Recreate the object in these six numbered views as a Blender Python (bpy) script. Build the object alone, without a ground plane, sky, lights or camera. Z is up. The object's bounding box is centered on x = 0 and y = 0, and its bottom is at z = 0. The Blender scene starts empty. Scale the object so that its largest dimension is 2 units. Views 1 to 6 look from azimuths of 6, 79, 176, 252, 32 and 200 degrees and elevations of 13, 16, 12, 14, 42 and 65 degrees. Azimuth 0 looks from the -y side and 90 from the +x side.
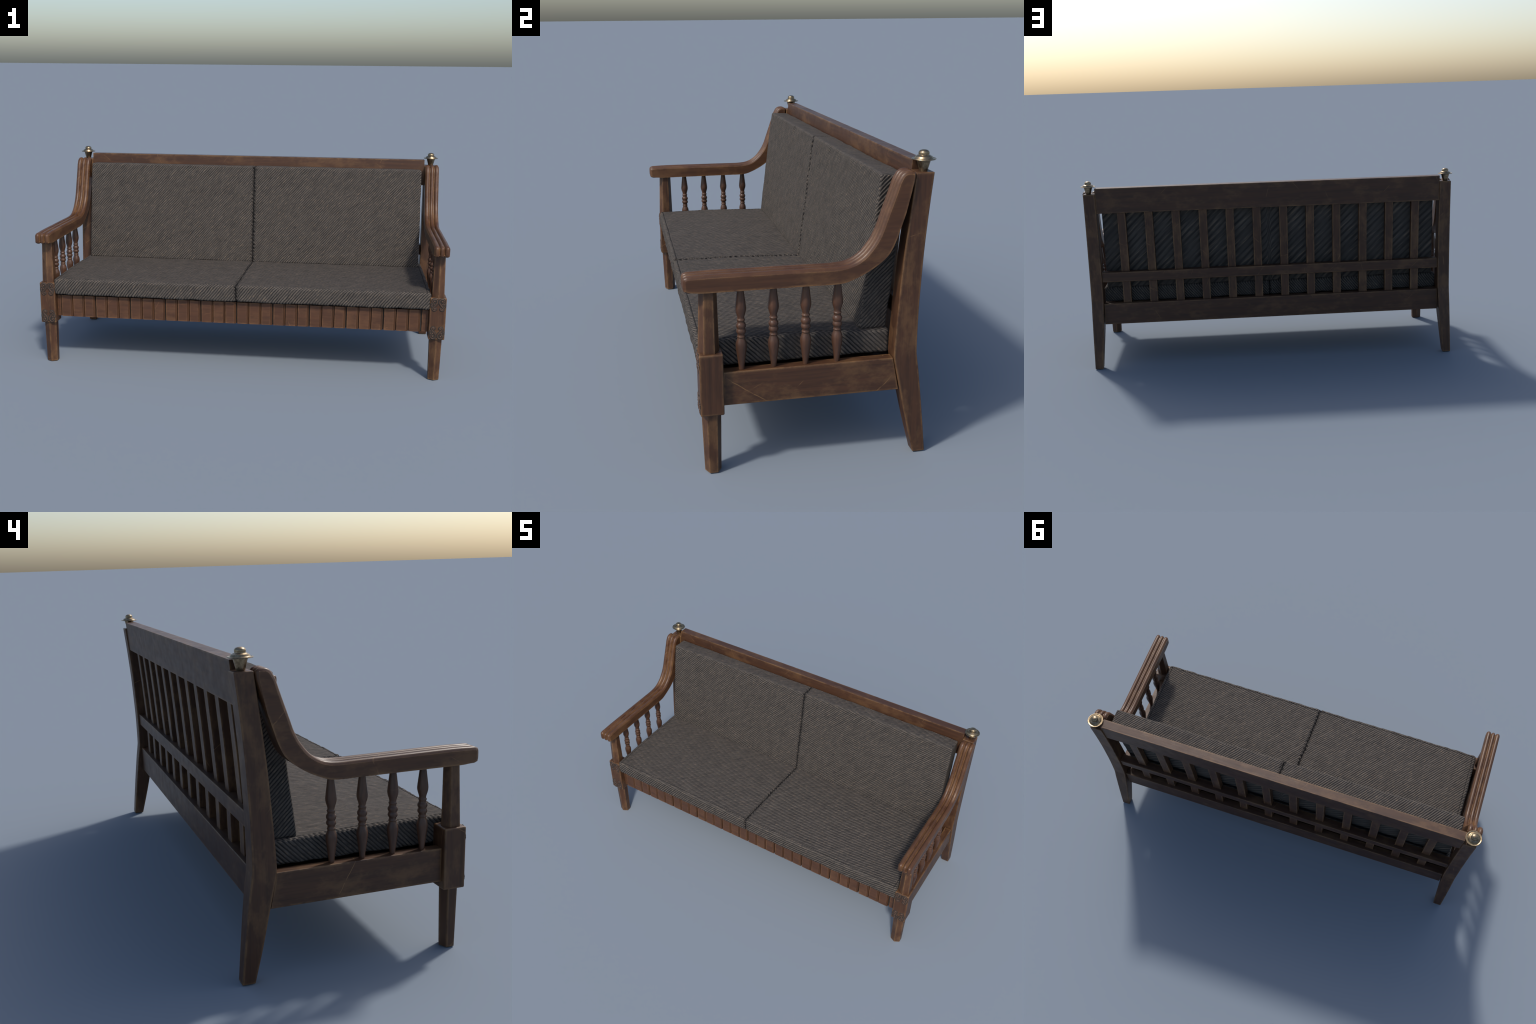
"""Old wooden sofa: turned spindles, scroll arms, twill cushions, brass finials."""
import bpy, bmesh, math, random
import numpy as np
from mathutils import Vector, noise

random.seed(11)
COL = bpy.context.scene.collection

# ----------------------------------------------------------------- materials
class Nodes:
    """Small helper for building node graphs."""
    def __init__(self, name):
        self.mat = bpy.data.materials.new(name)
        self.mat.use_nodes = True
        self.nt = self.mat.node_tree
        self.nt.nodes.clear()
        self.out = self.nt.nodes.new("ShaderNodeOutputMaterial")
        self.bsdf = self.nt.nodes.new("ShaderNodeBsdfPrincipled")
        self.nt.links.new(self.bsdf.outputs[0], self.out.inputs[0])

    def put(self, sock, v):
        if isinstance(v, bpy.types.NodeSocket):
            self.nt.links.new(v, sock)
        else:
            if sock.type == 'RGBA' and len(v) == 3:
                v = (*v, 1.0)
            sock.default_value = v

    def n(self, kind, **kw):
        return self.nt.nodes.new("ShaderNode" + kind)

    def math(self, op, a, b=0.0, c=0.0, clamp=False):
        m = self.n("Math"); m.operation = op; m.use_clamp = clamp
        for s, v in zip(m.inputs, (a, b, c)):
            self.put(s, v)
        return m.outputs[0]

    def vmath(self, op, a, b=(0, 0, 0)):
        m = self.n("VectorMath"); m.operation = op
        self.put(m.inputs[0], a)
        if op == 'SCALE':
            self.put(m.inputs["Scale"], b)
        else:
            self.put(m.inputs[1], b)
        return m.outputs["Value"] if op in ('DOT_PRODUCT', 'LENGTH') else m.outputs[0]

    def noise(self, vec, scale=5.0, detail=3.0, rough=0.5, dist=0.0):
        t = self.n("TexNoise")
        self.put(t.inputs["Vector"], vec)
        t.inputs["Scale"].default_value = scale
        t.inputs["Detail"].default_value = detail
        t.inputs["Roughness"].default_value = rough
        t.inputs["Distortion"].default_value = dist
        return t.outputs["Fac"]

    def noise_vec(self, vec, scale):
        t = self.n("TexNoise")
        self.put(t.inputs["Vector"], vec)
        t.inputs["Scale"].default_value = scale
        return t.outputs["Color"]

    def ramp(self, fac, lo, hi, smooth=True):
        m = self.n("MapRange"); m.clamp = True
        m.interpolation_type = 'SMOOTHSTEP' if smooth else 'LINEAR'
        self.put(m.inputs[0], fac)
        m.inputs[1].default_value = lo; m.inputs[2].default_value = hi
        return m.outputs[0]

    def mix(self, fac, a, b, mode='MIX'):
        m = self.n("Mix"); m.data_type = 'RGBA'; m.blend_type = mode
        self.put(m.inputs[0], fac)
        self.put(m.inputs[6], a); self.put(m.inputs[7], b)
        return m.outputs[2]

    def bump(self, height, strength, distance):
        b = self.n("Bump")
        b.inputs["Strength"].default_value = strength
        b.inputs["Distance"].default_value = distance
        self.put(b.inputs["Height"], height)
        self.nt.links.new(b.outputs[0], self.bsdf.inputs["Normal"])

    def set(self, **kw):
        for k, v in kw.items():
            self.put(self.bsdf.inputs[k.replace("_", " ")], v)


def wood(name, axis, dark, mid, worn, wear=1.0, scratch=1.0, gloss=0.0):
    """Stained old wood, grain along `axis`, rubbed pale on edges and scratched."""
    N = Nodes(name)
    tc = N.n("TexCoord"); oi = N.n("ObjectInfo")
    shift = N.vmath('SCALE', (7.3, 3.1, 5.7), oi.outputs["Random"])
    co = N.vmath('ADD', tc.outputs["Object"], shift)
    along = [1.0, 1.0, 1.0]; along["xyz".index(axis)] = 0.055
    gco = N.vmath('MULTIPLY', co, tuple(along))
    grain = N.noise(gco, 70.0, 5.0, 0.62, 0.6)
    fine = N.noise(gco, 320.0, 3.0, 0.6)
    blotch = N.noise(N.vmath('MULTIPLY', co, tuple(0.5 + 0.5 * a for a in along)), 13.0, 5.0, 0.68)
    col = N.mix(N.ramp(grain, 0.22, 0.70), dark, mid)
    col = N.mix(N.math('MULTIPLY', N.ramp(fine, 0.5, 0.8), 0.30), col, dark)
    pale = tuple(0.42 * a + 0.58 * b for a, b in zip(mid, worn))
    col = N.mix(N.math('MULTIPLY', N.ramp(blotch, 0.47, 0.68), 0.52 * wear), col, pale)
    # rubbed edges: the rounded normal departs from the face normal
    bev = N.n("Bevel"); bev.samples = 6
    bev.inputs["Radius"].default_value = 0.012
    geo = N.n("NewGeometry")
    edge = N.math('SUBTRACT', 1.0, N.vmath('DOT_PRODUCT', bev.outputs[0], geo.outputs["Normal"]))
    patch = N.ramp(N.noise(co, 18.0, 4.0, 0.65), 0.34, 0.60)
    edge = N.math('MULTIPLY', N.ramp(edge, 0.004, 0.07), patch)
    col = N.mix(N.math('MULTIPLY', edge, 0.85 * wear), col, worn)
    # straight scratches: in some cells of a Voronoi pattern, a thin slab through the cell centre
    for k, (sc, half, keep) in enumerate(((4.6, 0.50, 0.40), (13.0, 0.42, 0.62))):
        at = N.vmath('ADD', co, (1.7 * k, 0.9, 3.3 * k))
        vo = N.n("TexVoronoi"); vo.feature = 'F1'
        N.put(vo.inputs["Vector"], at)
        vo.inputs["Scale"].default_value = sc
        loc = N.vmath('SCALE', N.vmath('SUBTRACT', at, vo.outputs["Position"]), sc)
        wavy = N.vmath('SCALE', N.noise_vec(at, 14.0), 0.05)
        loc = N.vmath('ADD', loc, wavy)
        nrm = N.vmath('NORMALIZE', N.vmath('SUBTRACT', vo.outputs["Color"], (0.5, 0.5, 0.5)))
        off = N.math('ABSOLUTE', N.vmath('DOT_PRODUCT', loc, nrm))
        line = N.math('SUBTRACT', 1.0, N.ramp(off, 0.0013 * sc * 0.5, 0.0030 * sc * 0.5))
        reach = N.math('SUBTRACT', 1.0, N.ramp(N.vmath('LENGTH', loc), half * 0.6, half))
        sc3 = N.n("SeparateXYZ"); N.put(sc3.inputs[0], vo.outputs["Color"])
        on = N.math('GREATER_THAN', sc3.outputs[0], keep)
        rub = N.ramp(N.noise(co, 45.0, 3.0), 0.32, 0.58)
        m = N.math('MULTIPLY', N.math('MULTIPLY', line, reach), N.math('MULTIPLY', on, rub))
        col = N.mix(N.math('MULTIPLY', m, 0.70 * scratch), col, worn)
    rough = N.math('ADD', N.math('MULTIPLY', N.noise(co, 25.0, 4.0), 0.25), 0.36 - gloss)
    N.set(Base_Color=col, Roughness=rough)
    N.bsdf.inputs["Specular IOR Level"].default_value = 0.42
    N.bump(N.math('ADD', grain, N.math('MULTIPLY', fine, 0.5)), 0.25, 0.0015)
    return N.mat


DARK = (0.0375, 0.0165, 0.0085)
MID = (0.0730, 0.0308, 0.0142)
WORN = (0.220, 0.1200, 0.0500)
WOOD_X = wood("stained_wood_lengthwise", 'x', (0.036, 0.0158, 0.0088), (0.064, 0.0270, 0.0130), WORN, 0.75, 0.5)
WOOD_Y = wood("stained_wood_crosswise", 'y', DARK, MID, WORN, 1.0, 1.0)
WOOD_Z = wood("stained_wood_upright", 'z', DARK, MID, WORN, 1.0, 0.8)
WOOD_ARM = wood("polished_arm_wood", 'y', (0.054, 0.0230, 0.0112), (0.084, 0.0355, 0.0160), (0.22, 0.116, 0.048), 1.0, 0.8, 0.06)
WOOD_TURN = wood("turned_wood", 'z', (0.040, 0.020, 0.013), (0.092, 0.042, 0.024), (0.16, 0.085, 0.04), 0.35, 0.3, 0.10)
WOOD_APRON = wood("apron_wood", 'x', (0.052, 0.0225, 0.0115), (0.086, 0.0370, 0.0185), (0.21, 0.105, 0.045), 0.7, 0.6)
WOOD_BEAD = wood("apron_bead_wood", 'z', (0.040, 0.0165, 0.0065), (0.072, 0.029, 0.011), (0.12, 0.055, 0.022), 0.2, 0.2)
WOOD_CARVED = wood("carved_wood", 'z', (0.040, 0.021, 0.014), (0.085, 0.042, 0.026), (0.15, 0.085, 0.05), 0.2, 0.0)


def plain(name, colour, rough):
    N = Nodes(name)
    tc = N.n("TexCoord")
    f = N.noise(tc.outputs["Object"], 60.0, 4.0)
    col = N.mix(f, tuple(0.7 * c for c in colour), tuple(1.3 * c for c in colour))
    N.set(Base_Color=col)
    N.bsdf.inputs["Roughness"].default_value = rough
    return N.mat


DARK_BACKING = plain("dark_backing", (0.022, 0.017, 0.013), 0.8)


def brass():
    N = Nodes("aged_brass")
    tc = N.n("TexCoord"); co = tc.outputs["Object"]
    f = N.noise(co, 90.0, 5.0, 0.65)
    col = N.mix(N.ramp(f, 0.35, 0.7), (0.185, 0.140, 0.088), (0.37, 0.285, 0.178))
    rough = N.math('ADD', N.math('MULTIPLY', N.noise(co, 140.0, 3.0), 0.22), 0.25)
    N.set(Base_Color=col, Roughness=rough)
    N.bsdf.inputs["Metallic"].default_value = 0.95
    N.bump(f, 0.15, 0.001)
    return N.mat


BRASS = brass()


def twill(name, pitch, side_sign, seam_x0, seam_slope, coarse_back, welt=None):
    """Heavy diagonal twill: grey-brown ribs with tan flecks over near-black grooves."""
    N = Nodes(name)
    tc = N.n("TexCoord"); geo = N.n("NewGeometry")
    raw = tc.outputs["Object"]
    co = N.vmath('ADD', raw, N.vmath('SCALE', N.vmath('SUBTRACT', N.noise_vec(raw, 11.0), (0.5, 0.5, 0.5)), 0.004))
    sx = N.n("SeparateXYZ"); N.put(sx.inputs[0], co)
    x, y, z = sx.outputs
    sn = N.n("SeparateXYZ"); N.put(sn.inputs[0], geo.outputs["Normal"])
    side = N.ramp(N.math('ABSOLUTE', sn.outputs[0]), 0.69, 0.73)
    sgn = N.math('MULTIPLY', N.math('SIGN', sn.outputs[0]), side_sign)
    # phase across the ribs and distance along them, front/top and side faces
    p0 = N.math('SUBTRACT', N.math('MULTIPLY', x, 0.78), N.math('MULTIPLY', N.math('ADD', y, z), 0.625))
    q0 = N.math('ADD', N.math('MULTIPLY', x, 0.625), N.math('MULTIPLY', N.math('ADD', y, z), 0.78))
    ys = N.math('MULTIPLY', y, sgn)
    p1 = N.math('MULTIPLY', N.math('ADD', z, ys), 0.707)
    q1 = N.math('MULTIPLY', N.math('SUBTRACT', z, ys), 0.707)

    def blend(f, a, b):
        m = N.n("Mix"); m.data_type = 'FLOAT'
        N.put(m.inputs[0], f); N.put(m.inputs[2], a); N.put(m.inputs[3], b)
        return m.outputs[0]
    p = blend(side, p0, p1); q = blend(side, q0, q1)
    if coarse_back:
        back = N.ramp(sn.outputs[1], 0.60, 0.72)
        faint = N.math('MULTIPLY', back, 0.45)
        p = blend(back, p, N.math('MULTIPLY', N.math('ADD', x, z), 0.26))
    else:
        back = 0.0
        faint = 0.0
    # the cloth is drawn in towards the seam, so the ribs steepen there
    s0 = N.n("SeparateXYZ"); N.put(s0.inputs[0], raw)
    off = N.math('SUBTRACT', s0.outputs[0], N.math('MULTIPLY_ADD', s0.outputs[1], seam_slope, seam_x0))
    p = N.math('ADD', p, N.math('MULTIPLY', N.math('TANH', N.math('MULTIPLY', off, 130.0)), 0.014))
    # ribs are slightly irregular
    pq = N.n("CombineXYZ"); N.put(pq.inputs[0], p); N.put(pq.inputs[1], q)
    st = N.vmath('MULTIPLY', pq.outputs[0], (1.0, 0.30, 1.0))
    wob = N.math('MULTIPLY', N.math('SUBTRACT', N.noise(st, 75.0, 2.0), 0.5), 0.0050)
    ph = N.math('MULTIPLY', N.math('ADD', p, wob), 2 * math.pi / pitch)
    rib = N.math('MULTIPLY_ADD', N.math('SINE', ph), 0.5, 0.5)
    fleck = N.noise(st, 150.0, 3.0, 0.70)
    # blotches where the nap hides the ribs
    nap = N.ramp(N.noise(raw, 9.0, 3.0), 0.38, 0.62)
    depth = N.math('SUBTRACT', N.math('MULTIPLY_ADD', nap, -0.42, 1.0), faint)
    ribc = N.math('MULTIPLY_ADD', N.math('SUBTRACT', N.ramp(rib, 0.0, 0.62), 0.6), depth, 0.6)
    col = N.mix(ribc, (0.0190, 0.0183, 0.0188), (0.093, 0.0815, 0.0715))
    tan = N.math('MULTIPLY', N.ramp(fleck, 0.50, 0.68), N.ramp(rib, 0.10, 0.75))
    col = N.mix(N.math('MULTIPLY', tan, 0.62), col, (0.190, 0.145, 0.105))
    dk = N.math('MULTIPLY', N.ramp(N.noise(N.vmath('ADD', st, (3.0, 7.0, 0.0)), 120.0, 3.0, 0.65), 0.54, 0.70), 0.52)
    col = N.mix(dk, col, (0.021, 0.021, 0.023))
    mott = N.noise(N.vmath('ADD', st, (1.0, 4.0, 0.0)), 48.0, 3.0, 0.6)
    col = N.mix(1.0, col, N.mix(N.ramp(mott, 0.32, 0.68, False), (0.83, 0.83, 0.835), (1.17, 1.155, 1.14)), 'MULTIPLY')
    # stitched seam down the middle
    sr = N.n("SeparateXYZ"); N.put(sr.inputs[0], raw)
    seam = N.math('MULTIPLY_ADD', sr.outputs[1], seam_slope, seam_x0)
    away = N.math('SUBTRACT', sr.outputs[0], seam)
    d0 = N.math('ABSOLUTE', away)
    d = N.math('ADD', d0, N.math('MULTIPLY', N.math('SUBTRACT', N.noise(raw, 70.0, 2.0), 0.5), 0.008))
    col = N.mix(N.math('MULTIPLY', N.math('SUBTRACT', 1.0, N.ramp(d, 0.0012, 0.0048)), N.math('MULTIPLY_ADD', back, -0.9, 0.9)), col, (0.010, 0.010, 0.011))
    if welt:
        # thread line of the welt on the top face, a finger inside front and side edges
        wob2 = N.math('MULTIPLY', N.math('SUBTRACT', N.noise(raw, 14.0, 2.0), 0.5), 0.006)
        fy = N.math('ABSOLUTE', N.math('ADD', N.math('SUBTRACT', sr.outputs[1], welt[0]), wob2))
        fx = N.math('ABSOLUTE', N.math('ADD', N.math('SUBTRACT', N.math('ABSOLUTE', sr.outputs[0]), welt[1]), wob2))
        thread = N.math('SUBTRACT', 1.0, N.ramp(N.math('MINIMUM', fy, fx), 0.0006, 0.0026))
        thread = N.math('MULTIPLY', thread, N.ramp(sn.outputs[2], 0.45, 0.7))
        col = N.mix(N.math('MULTIPLY', thread, 0.75), col, (0.012, 0.012, 0.013))
    # pucker shadows painted into the cloth colour, staggered either side of the seam
    run = N.math('MULTIPLY', N.math('ADD', sr.outputs[1], sr.outputs[2]), 2 * math.pi / 0.0205)
    run = N.math('ADD', run, N.math('MULTIPLY', N.math('SIGN', away), 0.9))
    run = N.math('ADD', run, N.math('MULTIPLY', away, 260.0))
    run = N.math('ADD', run, N.math('MULTIPLY', N.noise(raw, 16.0, 2.0), 9.0))
    pucker_shade = N.ramp(N.math('SINE', run), 0.25, 0.85)
    front = N.math('SUBTRACT', 1.0, back)
    near = N.math('MULTIPLY', N.math('SUBTRACT', 1.0, N.ramp(d, 0.0060, 0.0150)), front)
    col = N.mix(N.math('MULTIPLY', N.math('MULTIPLY', pucker_shade, near), 0.85), col, (0.010, 0.010, 0.011))
    N.set(Base_Color=col)
    N.bsdf.inputs["Roughness"].default_value = 0.88
    N.bsdf.inputs["Specular IOR Level"].default_value = 0.15
    N.bsdf.inputs["Sheen Weight"].default_value = 0.0
    N.bump(N.math('MULTIPLY_ADD', fleck, 0.55, rib), 0.75, 0.0022)
    return N.mat


# ----------------------------------------------------------------- mesh helpers
def add(name, verts, faces, mat, parent=None, smooth=None, bevel=0.0, segs=3, flip=False, loc=None):
    me = bpy.data.meshes.new(name)
    me.from_pydata([tuple(v) for v in verts], [], [tuple(f) for f in faces])
    bm = bmesh.new(); bm.from_mesh(me)
    bmesh.ops.remove_doubles(bm, verts=bm.verts, dist=1e-6)
    bmesh.ops.recalc_face_normals(bm, faces=bm.faces)
    if bevel:
        es = [e for e in bm.edges if len(e.link_faces) == 2 and e.calc_face_angle(0) > 0.5]
        bmesh.ops.bevel(bm, geom=es, offset=bevel, offset_type='OFFSET', segments=segs,
                        profile=0.5, affect='EDGES', clamp_overlap=True)
    bm.to_mesh(me); bm.free()
    if smooth is not None:
        me.shade_smooth()
        if smooth < 3.0:
            me.set_sharp_from_angle(angle=smooth)
    for m in (mat if isinstance(mat, (list, tuple)) else [mat]):
        me.materials.append(m)
    ob = bpy.data.objects.new(name, me)
    COL.objects.link(ob)
    if loc:
        ob.location = loc
    if parent:
        ob.parent = parent
    return ob


def again(src, loc, rot_z=0.0, scale=None):
    ob = src.copy()                      # shares the mesh
    COL.objects.link(ob)
    ob.location = loc
    ob.rotation_euler = (0, 0, rot_z)
    if scale:
        ob.scale = scale
    return ob


def loft(rings):
    """Closed tube of faces through equal-length rings, capped at both ends."""
    k = len(rings[0]); vs = [p for r in rings for p in r]; fs = []
    for i in range(len(rings) - 1):
        for j in range(k):
            a, b = i * k + j, i * k + (j + 1) % k
            fs.append((a, b, b + k, a + k))
    fs.append(tuple(range(k - 1, -1, -1)))
    fs.append(tuple(range((len(rings) - 1) * k, len(rings) * k)))
    return vs, fs


def box(x0, x1, y0, y1, z0, z1):
    return loft([[(x0, y0, z), (x1, y0, z), (x1, y1, z), (x0, y1, z)] for z in (z0, z1)])


def tilted_rail(hx, sections):
    """Rail along x whose side profile is a list of (y, z) corners."""
    return loft([[(x, y, z) for y, z in sections] for x in (-hx, hx)])


def lathe(profile, steps=32):
    rings = [[(r * math.cos(2 * math.pi * j / steps), r * math.sin(2 * math.pi * j / steps), z)
              for j in range(steps)] for r, z in profile]
    return loft(rings)


def spline(pts, per=6):
    """Catmull-Rom through control points."""
    P = [np.array(p, float) for p in pts]
    P = [2 * P[0] - P[1]] + P + [2 * P[-1] - P[-2]]
    out = []
    for i in range(1, len(P) - 2):
        for k in range(per):
            t = k / per
            a, b, c, d = P[i - 1:i + 3]
            out.append(0.5 * (2 * b + (c - a) * t + (2 * a - 5 * b + 4 * c - d) * t * t + (3 * b - a - 3 * c + d) * t ** 3))
    out.append(P[-2])
    return out


sofa = bpy.data.objects.new("wooden_sofa", None)
COL.objects.link(sofa)
sofa["label"] = "old dark wooden two-seat sofa with grey twill cushions"
sofa["category"] = "sofa"

SIDES = (1, -1)

# ----------------------------------------------------------------- back posts + finials
# (z, y_front, y_back, x_inner, x_outer): splayed foot, knee at seat height, raked top
POST = spline([(0.000, 0.3570, 0.3995, 0.9450, 0.9875),
               (0.110, 0.3300, 0.3880, 0.9375, 0.9880),
               (0.215, 0.3075, 0.3760, 0.9295, 0.9882),
               (0.300, 0.2890, 0.3655, 0.9258, 0.9882),
               (0.345, 0.2800, 0.3590, 0.9242, 0.9880),
               (0.380, 0.2790, 0.3560, 0.9230, 0.9880),
               (0.500, 0.2860, 0.3570, 0.9228, 0.9874),
               (0.600, 0.2930, 0.3612, 0.9226, 0.9866),
               (0.715, 0.3025, 0.3675, 0.9224, 0.9857),
               (0.845, 0.3175, 0.3785, 0.9222, 0.9845),
               (0.9610, 0.3310, 0.3905, 0.9220, 0.9832)], 4)
FINIAL = [(0.0118, 0.9585), (0.0125, 0.9605), (0.0222, 0.9965), (0.0300, 0.9972), (0.0375, 0.9985),
          (0.0385, 1.0000), (0.0376, 1.0015), (0.0350, 1.0018), (0.0335, 1.0010), (0.0305, 1.0010), (0.0290, 1.0024), (0.0278, 1.0042),
          (0.0272, 1.0062), (0.0260, 1.0080), (0.0225, 1.0090), (0.0205, 1.0112), (0.0170, 1.0120),
          (0.0163, 1.0134), (0.0169, 1.0160), (0.0169, 1.0195), (0.0155, 1.0230), (0.0125, 1.0258),
          (0.0070, 1.0280), (0.0015, 1.0285)]
fin_mesh = None
for s in SIDES:
    rings = [[(s * xi, yf, z), (s * xo, yf, z), (s * xo, yb, z), (s * xi, yb, z)] for z, yf, yb, xi, xo in POST]
    v, f = loft(rings)
    post = add("back_post", v, f, WOOD_Z, sofa, bevel=0.003)
    if fin_mesh is None:
        v, f = lathe([(r, z - 0.9585) for r, z in FINIAL], 40)
        fin_mesh = add("finial", v, f, BRASS, post, smooth=0.7, loc=(s * 0.9573, 0.3618, 0.9585))
    else:
        again(fin_mesh, (s * 0.9573, 0.3618, 0.9585)).parent = post

# ----------------------------------------------------------------- back rails and slats
v, f = tilted_rail(0.9225, [(0.3290, 0.8555), (0.3735, 0.8555), (0.3855, 0.9895), (0.3845, 0.9905), (0.3390, 0.9920)])
add("top_rail", v, f, WOOD_X, sofa, bevel=0.0025)
v, f = tilted_rail(0.9235, [(0.3010, 0.4740), (0.3460, 0.4740), (0.3485, 0.5280), (0.3035, 0.5280)])
add("middle_rail", v, f, WOOD_X, sofa, bevel=0.0025)
v, f = tilted_rail(0.9235, [(0.3030, 0.2370), (0.3450, 0.2370), (0.3460, 0.3530), (0.3040, 0.3530)])
add("lower_rail", v, f, WOOD_X, sofa, bevel=0.0025)

SLAT = [(0.340, 0.329), (0.528, 0.3310), (0.700, 0.3430), (0.868, 0.3570)]     # z, back face y
rings = [[(-0.0218, y - 0.030, z), (0.0218, y - 0.030, z), (0.0218, y, z), (-0.0218, y, z)] for z, y in SLAT]
v, f = loft(rings)
slat = None
for i in range(12):
    x = -0.7960 + i * 0.14473
    if slat is None:
        slat = add("back_slat", v, f, WOOD_Z, sofa, bevel=0.0015, segs=2, loc=(x, 0, 0))
    else:
        again(slat, (x, 0, 0))

# ----------------------------------------------------------------- front legs, blocks, arm posts
def hexagon(cx, cy, hx, ry, z):
    """Six-sided section with a corner to the front and flats to the sides."""
    return [(cx, cy - ry, z), (cx + hx, cy - 0.5 * ry, z), (cx + hx, cy + 0.5 * ry, z),
            (cx, cy + ry, z), (cx - hx, cy + 0.5 * ry, z), (cx - hx, cy - 0.5 * ry, z)]


def tube(path, r, flat=1.0, n=8):
    """Round bar along a path in the xz plane, squashed in y by `flat`."""
    rings = []
    for i, p in enumerate(path):
        a = path[max(i - 1, 0)]; b = path[min(i + 1, len(path) - 1)]
        t = np.array([b[0] - a[0], b[1] - a[1]]); t /= max(np.linalg.norm(t), 1e-9)
        rr = r * (0.75 if i in (0, len(path) - 1) else 1.0)
        rings.append([(p[0] - t[1] * rr * math.cos(u), flat * rr * math.sin(u), p[1] + t[0] * rr * math.cos(u))
                      for u in [2 * math.pi * k / n for k in range(n)]])
    return loft(rings)


def ball(c, r, flat=0.8, n=12):
    prof = [(r * math.sin(math.pi * k / 8), r * math.cos(math.pi * k / 8)) for k in range(1, 8)]
    rings = [[(c[0] + q * math.cos(2 * math.pi * j / n), -flat * h, c[1] + q * math.sin(2 * math.pi * j / n))
              for j in range(n)] for q, h in prof]
    return loft(rings)


def merge(parts):
    vs, fs = [], []
    for v, f in parts:
        o = len(vs); vs += list(v); fs += [tuple(i + o for i in q) for q in f]
    return vs, fs


def arc(c, r0, r1, a0, a1, n=10):
    return [(c[0] + (r0 + (r1 - r0) * k / n) * math.cos(math.radians(a0 + (a1 - a0) * k / n)),
             c[1] + (r0 + (r1 - r0) * k / n) * math.sin(math.radians(a0 + (a1 - a0) * k / n))) for k in range(n + 1)]


def scroll_carving(up):
    """Pair of mirrored S-scrolls meeting at the middle: big volutes one end, small ones the other."""
    relief, halo = [], []
    for m in (1, -1):
        big, small = (-0.0185, 0.0165), (-0.0175, -0.0205)
        path = arc(big, 0.0080, 0.0135, 255, 0, 14) + [(-0.0045, 0.0095), (-0.0095, 0.0005), (-0.0170, -0.0085), (-0.0245, -0.0150)]
        path += arc(small, 0.0082, 0.0062, 165, 400, 12)
        path2 = [(-0.0090, 0.0100), (-0.0105, 0.0050), (-0.0160, -0.0020), (-0.0235, -0.0095)]
        mir = lambda q: [(m * a, up * b) for a, b in q]
        relief.append(tube(mir(path), 0.0020, 1.1))
        relief.append(tube(mir(spline(path2, 4)), 0.0013, 1.0))
        halo.append(tube(mir(path), 0.0062, 0.14))
        halo.append(tube(mir(spline(path2, 4)), 0.0045, 0.17))
        for c, r in ((big, 0.0046), (small, 0.0038), ((-0.0295, 0.0030), 0.0032), ((-0.0305, -0.0035), 0.0028),
                     ((-0.0290, -0.0098), 0.0025), ((-0.0205, 0.0030), 0.0036)):
            relief.append(ball((m * c[0], up * c[1]), r))
            halo.append(ball((m * c[0], up * c[1]), r + 0.0046, 0.10))
    return merge(relief), merge(halo)


BLOCK_X = (0.9220, 0.9990)
for s in SIDES:
    cx = s * 0.9600
    v, f = loft([hexagon(cx, -0.3215, 0.0262, 0.0272, 0.0), hexagon(cx, -0.3225, 0.0296, 0.0325, 0.2150)])
    add("front_leg", v, f, WOOD_Z, sofa, bevel=0.0012, segs=2)
    xa, xb = sorted((s * BLOCK_X[0], s * BLOCK_X[1]))
    v, f = box(xa, xb, -0.3605, -0.2840, 0.2100, 0.4180)
    blk = add("corner_block", v, f, WOOD_Z, sofa, bevel=0.0045)
    for up, cz in ((1, 0.3840), (-1, 0.2440)):
        (rv, rf), (hv, hf) = scroll_carving(up)
        o = add("scroll_carving", rv, rf, WOOD_CARVED, blk, smooth=3.2, loc=(s * 0.9605, -0.3607, cz))
        add("carving_dark_halo", hv, hf, DARK_BACKING, blk, smooth=3.2, loc=(s * 0.9605, -0.3606, cz))
    v, f = loft([hexagon(cx, -0.3260, 0.0288, 0.0345, 0.4100), hexagon(cx - s * 0.0010, -0.3230, 0.0245, 0.0280, 0.6400)])
    add("arm_post", v, f, WOOD_Z, sofa, bevel=0.0012, segs=2)

# ----------------------------------------------------------------- side rails and turned spindles
SPINDLE = [(0.0084, 0.000), (0.0098, 0.018), (0.0140, 0.050), (0.0172, 0.072), (0.0181, 0.085), (0.0172, 0.094),
           (0.0140, 0.103), (0.0116, 0.109), (0.0112, 0.1115), (0.0130, 0.1130), (0.0134, 0.1150), (0.0128, 0.1170),
           (0.0114, 0.1185), (0.0114, 0.1240), (0.0130, 0.1260), (0.0152, 0.1295), (0.0158, 0.1330), (0.0152, 0.1370),
           (0.0132, 0.1410), (0.0126, 0.1425), (0.0134, 0.1440), (0.0154, 0.1480), (0.0161, 0.1525), (0.0152, 0.1570),
           (0.0128, 0.1605), (0.0116, 0.1625), (0.0115, 0.1680), (0.0130, 0.1695), (0.0136, 0.1715), (0.0130, 0.1735),
           (0.0113, 0.1750), (0.0112, 0.1800), (0.0130, 0.1875), (0.0158, 0.1960), (0.0174, 0.2040), (0.0177, 0.2110),
           (0.0168, 0.2200), (0.0140, 0.2430), (0.0112, 0.2660), (0.0092, 0.2860)]
spin = None
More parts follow.
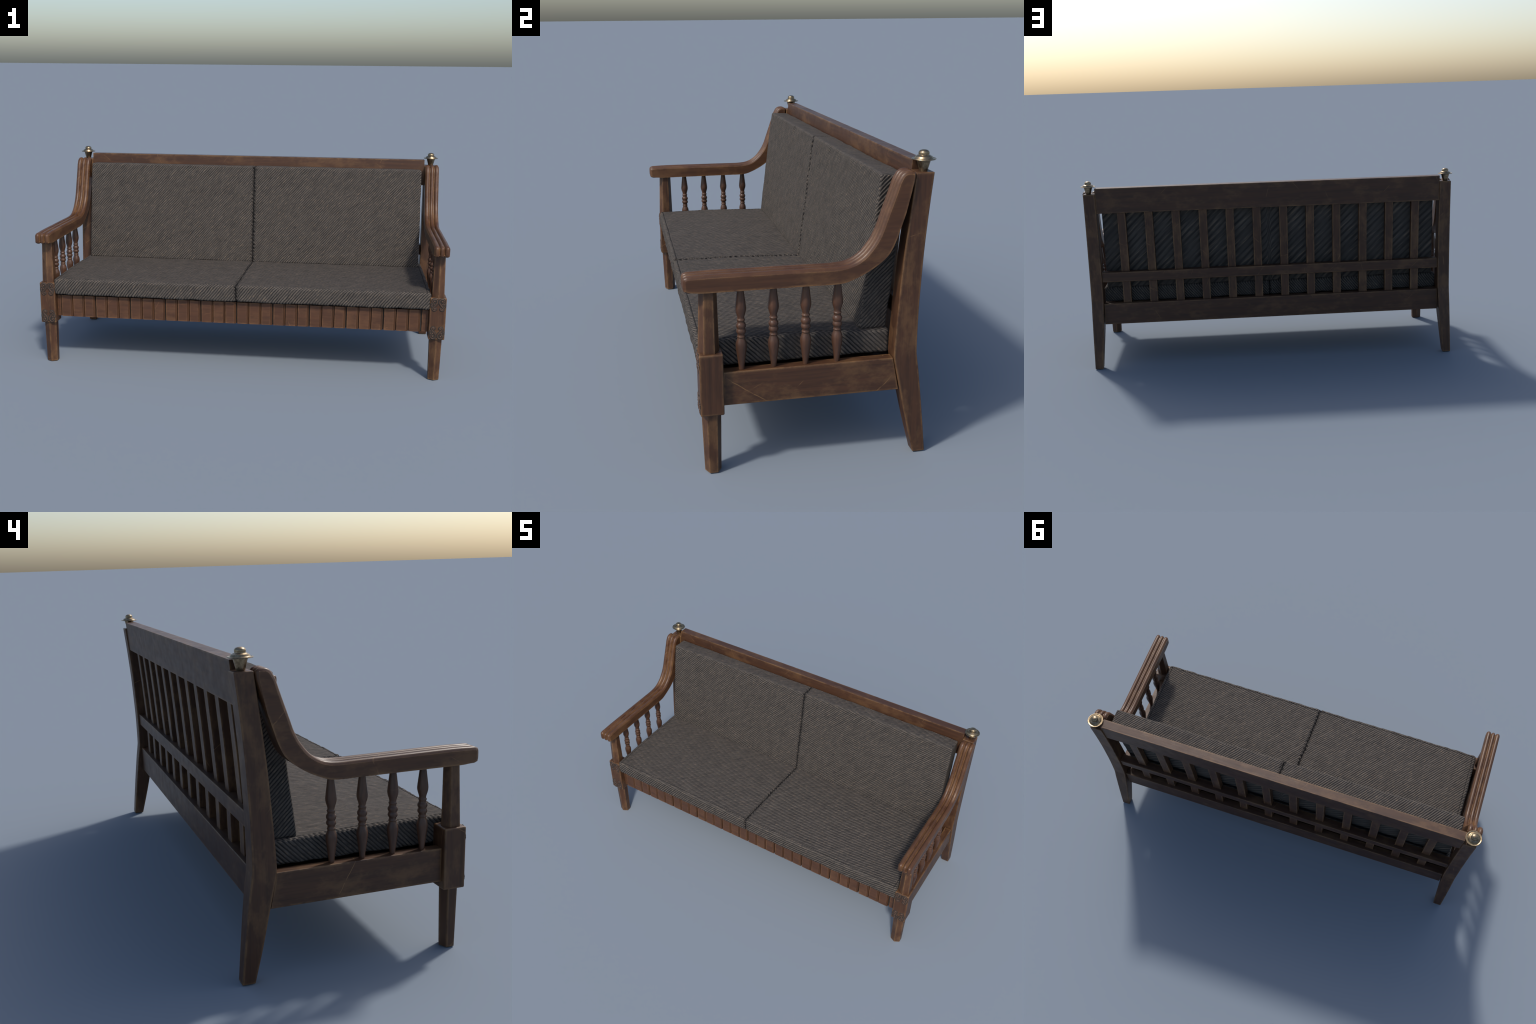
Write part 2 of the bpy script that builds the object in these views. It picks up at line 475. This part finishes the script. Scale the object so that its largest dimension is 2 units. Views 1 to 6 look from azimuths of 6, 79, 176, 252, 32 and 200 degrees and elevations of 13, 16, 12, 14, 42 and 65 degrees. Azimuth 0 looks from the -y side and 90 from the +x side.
for s in SIDES:
    xa, xb = sorted((s * 0.9440, s * 0.9815))
    v, f = loft([[(xa, -0.2845, z), (xb, -0.2845, z), (xb, ye, z), (xa, ye, z)] for z, ye in ((0.2350, 0.300), (0.3490, 0.2785))])
    add("side_rail", v, f, WOOD_Y, sofa, bevel=0.0025)
    for y in (-0.2215, -0.1172, -0.0125, 0.0915):
        if spin is None:
            v, f = lathe(SPINDLE, 28)
            spin = add("spindle", v, f, WOOD_TURN, sofa, smooth=0.9, loc=(s * 0.9615, y, 0.3450))
        else:
            again(spin, (s * 0.9615, y, 0.3450), rot_z=random.uniform(0, 6.28))

# ----------------------------------------------------------------- armrests
# Side outline as pairs (crest point, underside point): level arm, then a sweep up to the post.
ARM = [((-0.3860, 0.6755), (-0.3860, 0.6215)), ((-0.3000, 0.6775), (-0.3000, 0.6215)),
       ((-0.1500, 0.6765), (-0.1500, 0.6215)), ((0.0000, 0.6755), (0.0000, 0.6215)),
       ((0.0800, 0.6755), (0.0900, 0.6220)), ((0.1270, 0.6835), (0.1370, 0.6345)),
       ((0.1650, 0.7060), (0.1950, 0.6640)), ((0.1940, 0.7400), (0.2430, 0.7030)),
       ((0.2140, 0.7760), (0.2665, 0.7450)), ((0.2275, 0.8140), (0.2830, 0.7930)),
       ((0.2405, 0.8515), (0.2975, 0.8370)), ((0.2580, 0.9030), (0.3140, 0.8930)), ((0.2690, 0.9370), (0.3260, 0.9360))]
top = spline([a for a, b in ARM], 5); bot = spline([b for a, b in ARM], 5)


def ridge_drop(u):
    """Depth below the crest across the arm's width (u from 0 to 1): three rounded ridges."""
    d = 1.0
    for c, w in ((0.168, 0.150), (0.5, 0.130), (0.832, 0.150)):
        t = abs(u - c) / w
        if t < 1:
            d = min(d, 1 - math.sqrt(1 - t * t))
    return 0.0100 * min(d, 0.95 if 0.06 < u < 0.94 else 1.0)


def arm_outline():
    """Closed outline (crest side, upper end, underside, front end) with inward pull weights."""
    pts, wts = [], []
    for i, p in enumerate(top):
        pts.append(p); wts.append(1.0)
    # upper end, a rounded cap leaning with the post
    a, b = top[-1], bot[-1]
    tang = top[-1] - top[-3]; tang /= np.linalg.norm(tang)
    for k in range(1, 12):
        t = k / 12
        rise = 0.035 * (1 - abs(2 * t - 1) ** 2.5) ** (1 / 2.2)
        pts.append(a + (b - a) * t + tang * rise); wts.append(1.0 if t < 0.8 else 0.7)
    nb = len(bot)
    for i in range(nb - 1, -1, -1):
        pts.append(bot[i]); wts.append(max(0.0, 0.7 - 0.07 * (nb - 1 - i)) if i > nb // 2 else max(0.0, 0.5 - 0.2 * i))
    # front end
    a, b = bot[0], top[0]
    for k in range(1, 12):
        t = k / 12
        rise = 0.016 * (1 - abs(2 * t - 1) ** 4.0) ** (1 / 2.2)
        pts.append(a + (b - a) * t + np.array([-rise, 0.0])); wts.append(1.0 if t > 0.15 else 0.7)
    return np.array(pts), np.array(wts)


outline, weight = arm_outline()
nxt = np.roll(outline, -1, 0) - np.roll(outline, 1, 0)
nxt /= np.linalg.norm(nxt, axis=1)[:, None]
inward = np.stack([nxt[:, 1], -nxt[:, 0]], 1)          # outline runs so that inside lies to the right
AX = (0.9245, 0.9955)
us = [0.5 - 0.5 * math.cos(math.pi * k / 12) for k in range(13)]
cols = sorted(set([round(c, 4) for c in
                   [0, .006, .02, .045, .08, .12, .175, .23, .275, .305, .325, .340, .362, .378, .395, .43, .47, .5,
                    .53, .57, .605, .622, .638, .66, .675, .695, .725, .77, .825, .88, .92, .955, .98, .994, 1]]))
for s in SIDES:
    rings = []
    for u in cols:
        x = s * (AX[0] + (AX[1] - AX[0]) * u)
        pr = outline + inward * (weight * ridge_drop(u))[:, None]
        rings.append([(x, p[0], p[1]) for p in pr])
    k = len(outline)
    vs = [p for r in rings for p in r]; fs = []
    for i in range(len(rings) - 1):
        for j in range(k):
            a, b = i * k + j, i * k + (j + 1) % k
            fs.append((a, b, b + k, a + k))
    nt, nb = len(top), len(bot)
    for base in (0, (len(rings) - 1) * k):               # flat cheeks, as strips between crest and underside
        under0 = nt + 11
        for i in range(nt - 1):
            fs.append(tuple(base + q for q in (i, i + 1, under0 + nb - 2 - i, under0 + nb - 1 - i)))
        fs.append(tuple(base + q for q in range(nt - 1, under0 + 1)))
        fs.append(tuple(base + q for q in [*range(under0 + nb - 1, k), 0]))
    add("armrest", vs, fs, WOOD_ARM, sofa, smooth=0.75)

# ----------------------------------------------------------------- front apron of narrow beaded boards
STEP, START = 0.0596, -0.8990
Z0, Z1, YF, YB = 0.2390, 0.3480, -0.3330, -0.3180


def apron_board(gap):
    """One board: flat face, fine groove, low bead along its right edge."""
    w = STEP - gap
    prof = [(0.0, YB), (0.0, YF + 0.0010), (0.0010, YF), (w - 0.0092, YF), (w - 0.0084, YF + 0.0016), (w - 0.0078, YF + 0.0016),
            (w - 0.0068, YF + 0.0006), (w - 0.0020, YF + 0.0006), (w - 0.0006, YF + 0.0022), (w, YF + 0.0040), (w, YB)]
    return loft([[(x, y, z) for x, y in prof] for z in (Z0, Z1)]), w


kinds = {}
for i in range(30):
    g = 0.0058 if (i + 1) % 3 == 0 else 0.0026
    x = START + i * STEP
    if g not in kinds:
        (v, f), w = apron_board(g)
        ob = add("apron_board", v, f, [WOOD_APRON, WOOD_BEAD], sofa, loc=(x, 0, 0))
        for p in ob.data.polygons:
            if p.center.x > w - 0.0088:
                p.material_index = 1
        kinds[g] = ob
    else:
        again(kinds[g], (x, 0, 0))
v, f = box(-0.9215, 0.9215, -0.3240, -0.3000, 0.2400, 0.3470)
add("apron_backing", v, f, DARK_BACKING, sofa)
for xa, xb in ((-0.9218, -0.9040), (0.8905, 0.9218)):
    v, f = box(xa, xb, -0.3290, -0.3200, 0.2385, 0.3480)
    add("apron_end_strip", v, f, WOOD_APRON, sofa, bevel=0.002)
v, f = box(-0.9450, 0.9450, -0.3010, 0.3040, 0.3050, 0.3260)
add("seat_deck", v, f, WOOD_X, sofa)

# ----------------------------------------------------------------- cushions
def graded(lo, hi, step, r, extra=()):
    """Coordinates from lo to hi, fine in the rounded rims and at the extra places."""
    rim = [r * t for t in (0, .12, .25, .4, .55, .7, .85, 1.0)]
    vals = [lo + t for t in rim] + [hi - t for t in rim]
    n = max(2, int((hi - lo - 2 * r) / step))
    vals += [lo + r + (hi - lo - 2 * r) * k / n for k in range(n + 1)]
    for c, w, st in extra:
        m = int(w / st)
        vals += [c + st * k for k in range(-m, m + 1) if lo + r < c + st * k < hi - r]
    vals = sorted(vals); out = [vals[0]]
    for q in vals[1:]:
        if q - out[-1] > 0.0007:
            out.append(q)
    out[-1] = hi
    return out


def rounded_block(xs, ys, zs, r):
    """Six graded grids on a box, pulled into a box with rounded rims of radius r."""
    lo = np.array([xs[0], ys[0], zs[0]]); hi = np.array([xs[-1], ys[-1], zs[-1]])
    vs, fs = [], []
    ax = [np.array(xs), np.array(ys), np.array(zs)]
    for d in range(3):
        a, b = [k for k in range(3) if k != d]
        A, B = np.meshgrid(ax[a], ax[b], indexing='ij')
        for e in (lo[d], hi[d]):
            P = np.zeros(A.shape + (3,)); P[..., a] = A; P[..., b] = B; P[..., d] = e
            o = len(vs); na, nb = A.shape
            vs += list(P.reshape(-1, 3))
            I = np.arange(na * nb).reshape(na, nb) + o
            q = np.stack([I[:-1, :-1], I[1:, :-1], I[1:, 1:], I[:-1, 1:]], -1).reshape(-1, 4)
            fs += [tuple(t) for t in q.tolist()]
    P = np.array(vs)
    Q = np.clip(P, lo + r, hi - r)
    nrm = P - Q; ln = np.linalg.norm(nrm, axis=1)[:, None]
    nrm = nrm / np.maximum(ln, 1e-9)
    return Q + nrm * r, nrm, fs


def fbm(P, s, seed):
    o = Vector((seed * 3.1, seed * 1.7, seed * 2.3))
    return np.array([noise.noise(Vector(p) * s + o) for p in P.tolist()])


def seam_relief(P, n, seam, s, seed):
    """Sunken seam with gathers that pull the cloth in on alternate sides."""
    dx = P[:, 0] - seam - 0.0015 * np.sin(s * 61.0 + seed)
    g = 0.0070 * np.exp(-(dx / 0.0028) ** 2)
    lump = 0.5 + 0.5 * np.sin(2 * math.pi * s / 0.022 + np.where(dx > 0, 1.9, 0.0) + 1.5 * np.sin(s * 23 + seed))
    g += 0.0075 * lump ** 3 * np.exp(-((np.abs(dx) - 0.006) / 0.0055) ** 2)
    return g


# seat: flat slab, welted rim a finger inside the edge
r = 0.013
xs = graded(-0.9270, 0.9270, 0.012, r, [(0.0, 0.030, 0.0016), (-0.9085, 0.007, 0.0014), (0.9085, 0.007, 0.0014)])
ys = graded(-0.3605, 0.2820, 0.0045, r, [(-0.3445, 0.007, 0.0014)])
zs = graded(0.3470, 0.4390, 0.008, r)
P, n, F = rounded_block(xs, ys, zs, r)
topface = n[:, 2] > 0.7
rel = np.zeros(len(P))
rel += seam_relief(P, n, 0.0024 + 0.0346 * P[:, 1], P[:, 1] + P[:, 2], 1.0)
wav = 0.0018 * fbm(P, 9.0, 4)
for coord, at in ((P[:, 1], -0.3445), (P[:, 0], -0.9085), (P[:, 0], 0.9085)):
    inside = topface & (P[:, 1] > -0.3515) & (np.abs(P[:, 0]) < 0.9125)
    rel += np.where(inside, 0.0020 * np.exp(-((coord - at + wav) / 0.0022) ** 2), 0)
rel -= 0.0016 * fbm(P, 7.0, 1) + 0.0011 * fbm(P, 28.0, 2)
frontlow = (n[:, 1] < -0.3) | (n[:, 2] < -0.3)
rel -= np.where(frontlow, 0.0028 * fbm(P, 18.0, 5) + 0.0020 * fbm(P, 55.0, 6), 0)
rel -= np.where(topface & (P[:, 1] < -0.349), 0.0034 * fbm(P, 45.0, 8), 0)      # lumpy front welt
P = P - n * rel[:, None]
# front hem hangs a little unevenly
high = np.clip((P[:, 2] - 0.360) / 0.075, 0, 1)
P[:, 2] -= 0.0085 * np.clip((P[:, 1] + 0.05) / 0.25, 0, 1) * high                    # sinks towards the back
low = (1 - high) * np.clip((-0.28 - P[:, 1]) / 0.06, 0, 1)
P[:, 2] += low * (0.0095 + 0.0030 * fbm(P * np.array([1, 0, 0]), 5.0, 7))
seat = add("seat_cushion", P, F, twill("seat_twill", 0.0110, 1.0, 0.0024, 0.0346, False, (-0.3445, 0.9085)), sofa, smooth=3.2)

# back: raked slab resting on the seat
r = 0.009
xs = graded(-0.9050, 0.9050, 0.012, r, [(0.0065, 0.030, 0.0016), (-0.33, 0.05, 0.004)])
ys = graded(0.0, 0.0940, 0.008, r)
zs = graded(0.4280, 0.9470, 0.0045, r)
P, n, F = rounded_block(xs, ys, zs, r)
rel = seam_relief(P, n, 0.0068, P[:, 2] + P[:, 1], 2.0) * np.clip(1 - n[:, 1] * 1.4, 0, 1)
rel -= 0.0030 * fbm(P, 5.0, 11) + 0.0018 * fbm(P, 14.0, 13) + 0.0010 * fbm(P, 34.0, 12)
front = n[:, 1] < -0.3
for cx, cz, w, d in ((-0.335, 0.925, 0.022, 0.006), (-0.885, 0.585, 0.012, 0.005), (0.30, 0.93, 0.03, 0.003),
                     (0.02, 0.915, 0.012, 0.003)):
    rel += np.where(front, d * np.exp(-((P[:, 0] - cx) ** 2 + (P[:, 2] - cz) ** 2) / w ** 2), 0)
P = P - n * rel[:, None]
tz = (P[:, 2] - 0.435) / 0.510
yl = P[:, 1] / 0.094
P[:, 1] += 0.1820 + 0.0630 * tz - 0.0070 * tz * yl
P[:, 2] -= 0.0055 * yl * np.clip(tz, 0, 1)
P[:, 0] *= 1.004 - 0.007 * tz
add("back_cushion", P, F, twill("back_twill", 0.0101, -1.0, 0.0068, 0.0, True), sofa, smooth=3.2)

# ----------------------------------------------------------------- tidy up parents
for ob in COL.objects:
    if ob is not sofa and ob.parent is None:
        ob.parent = sofa
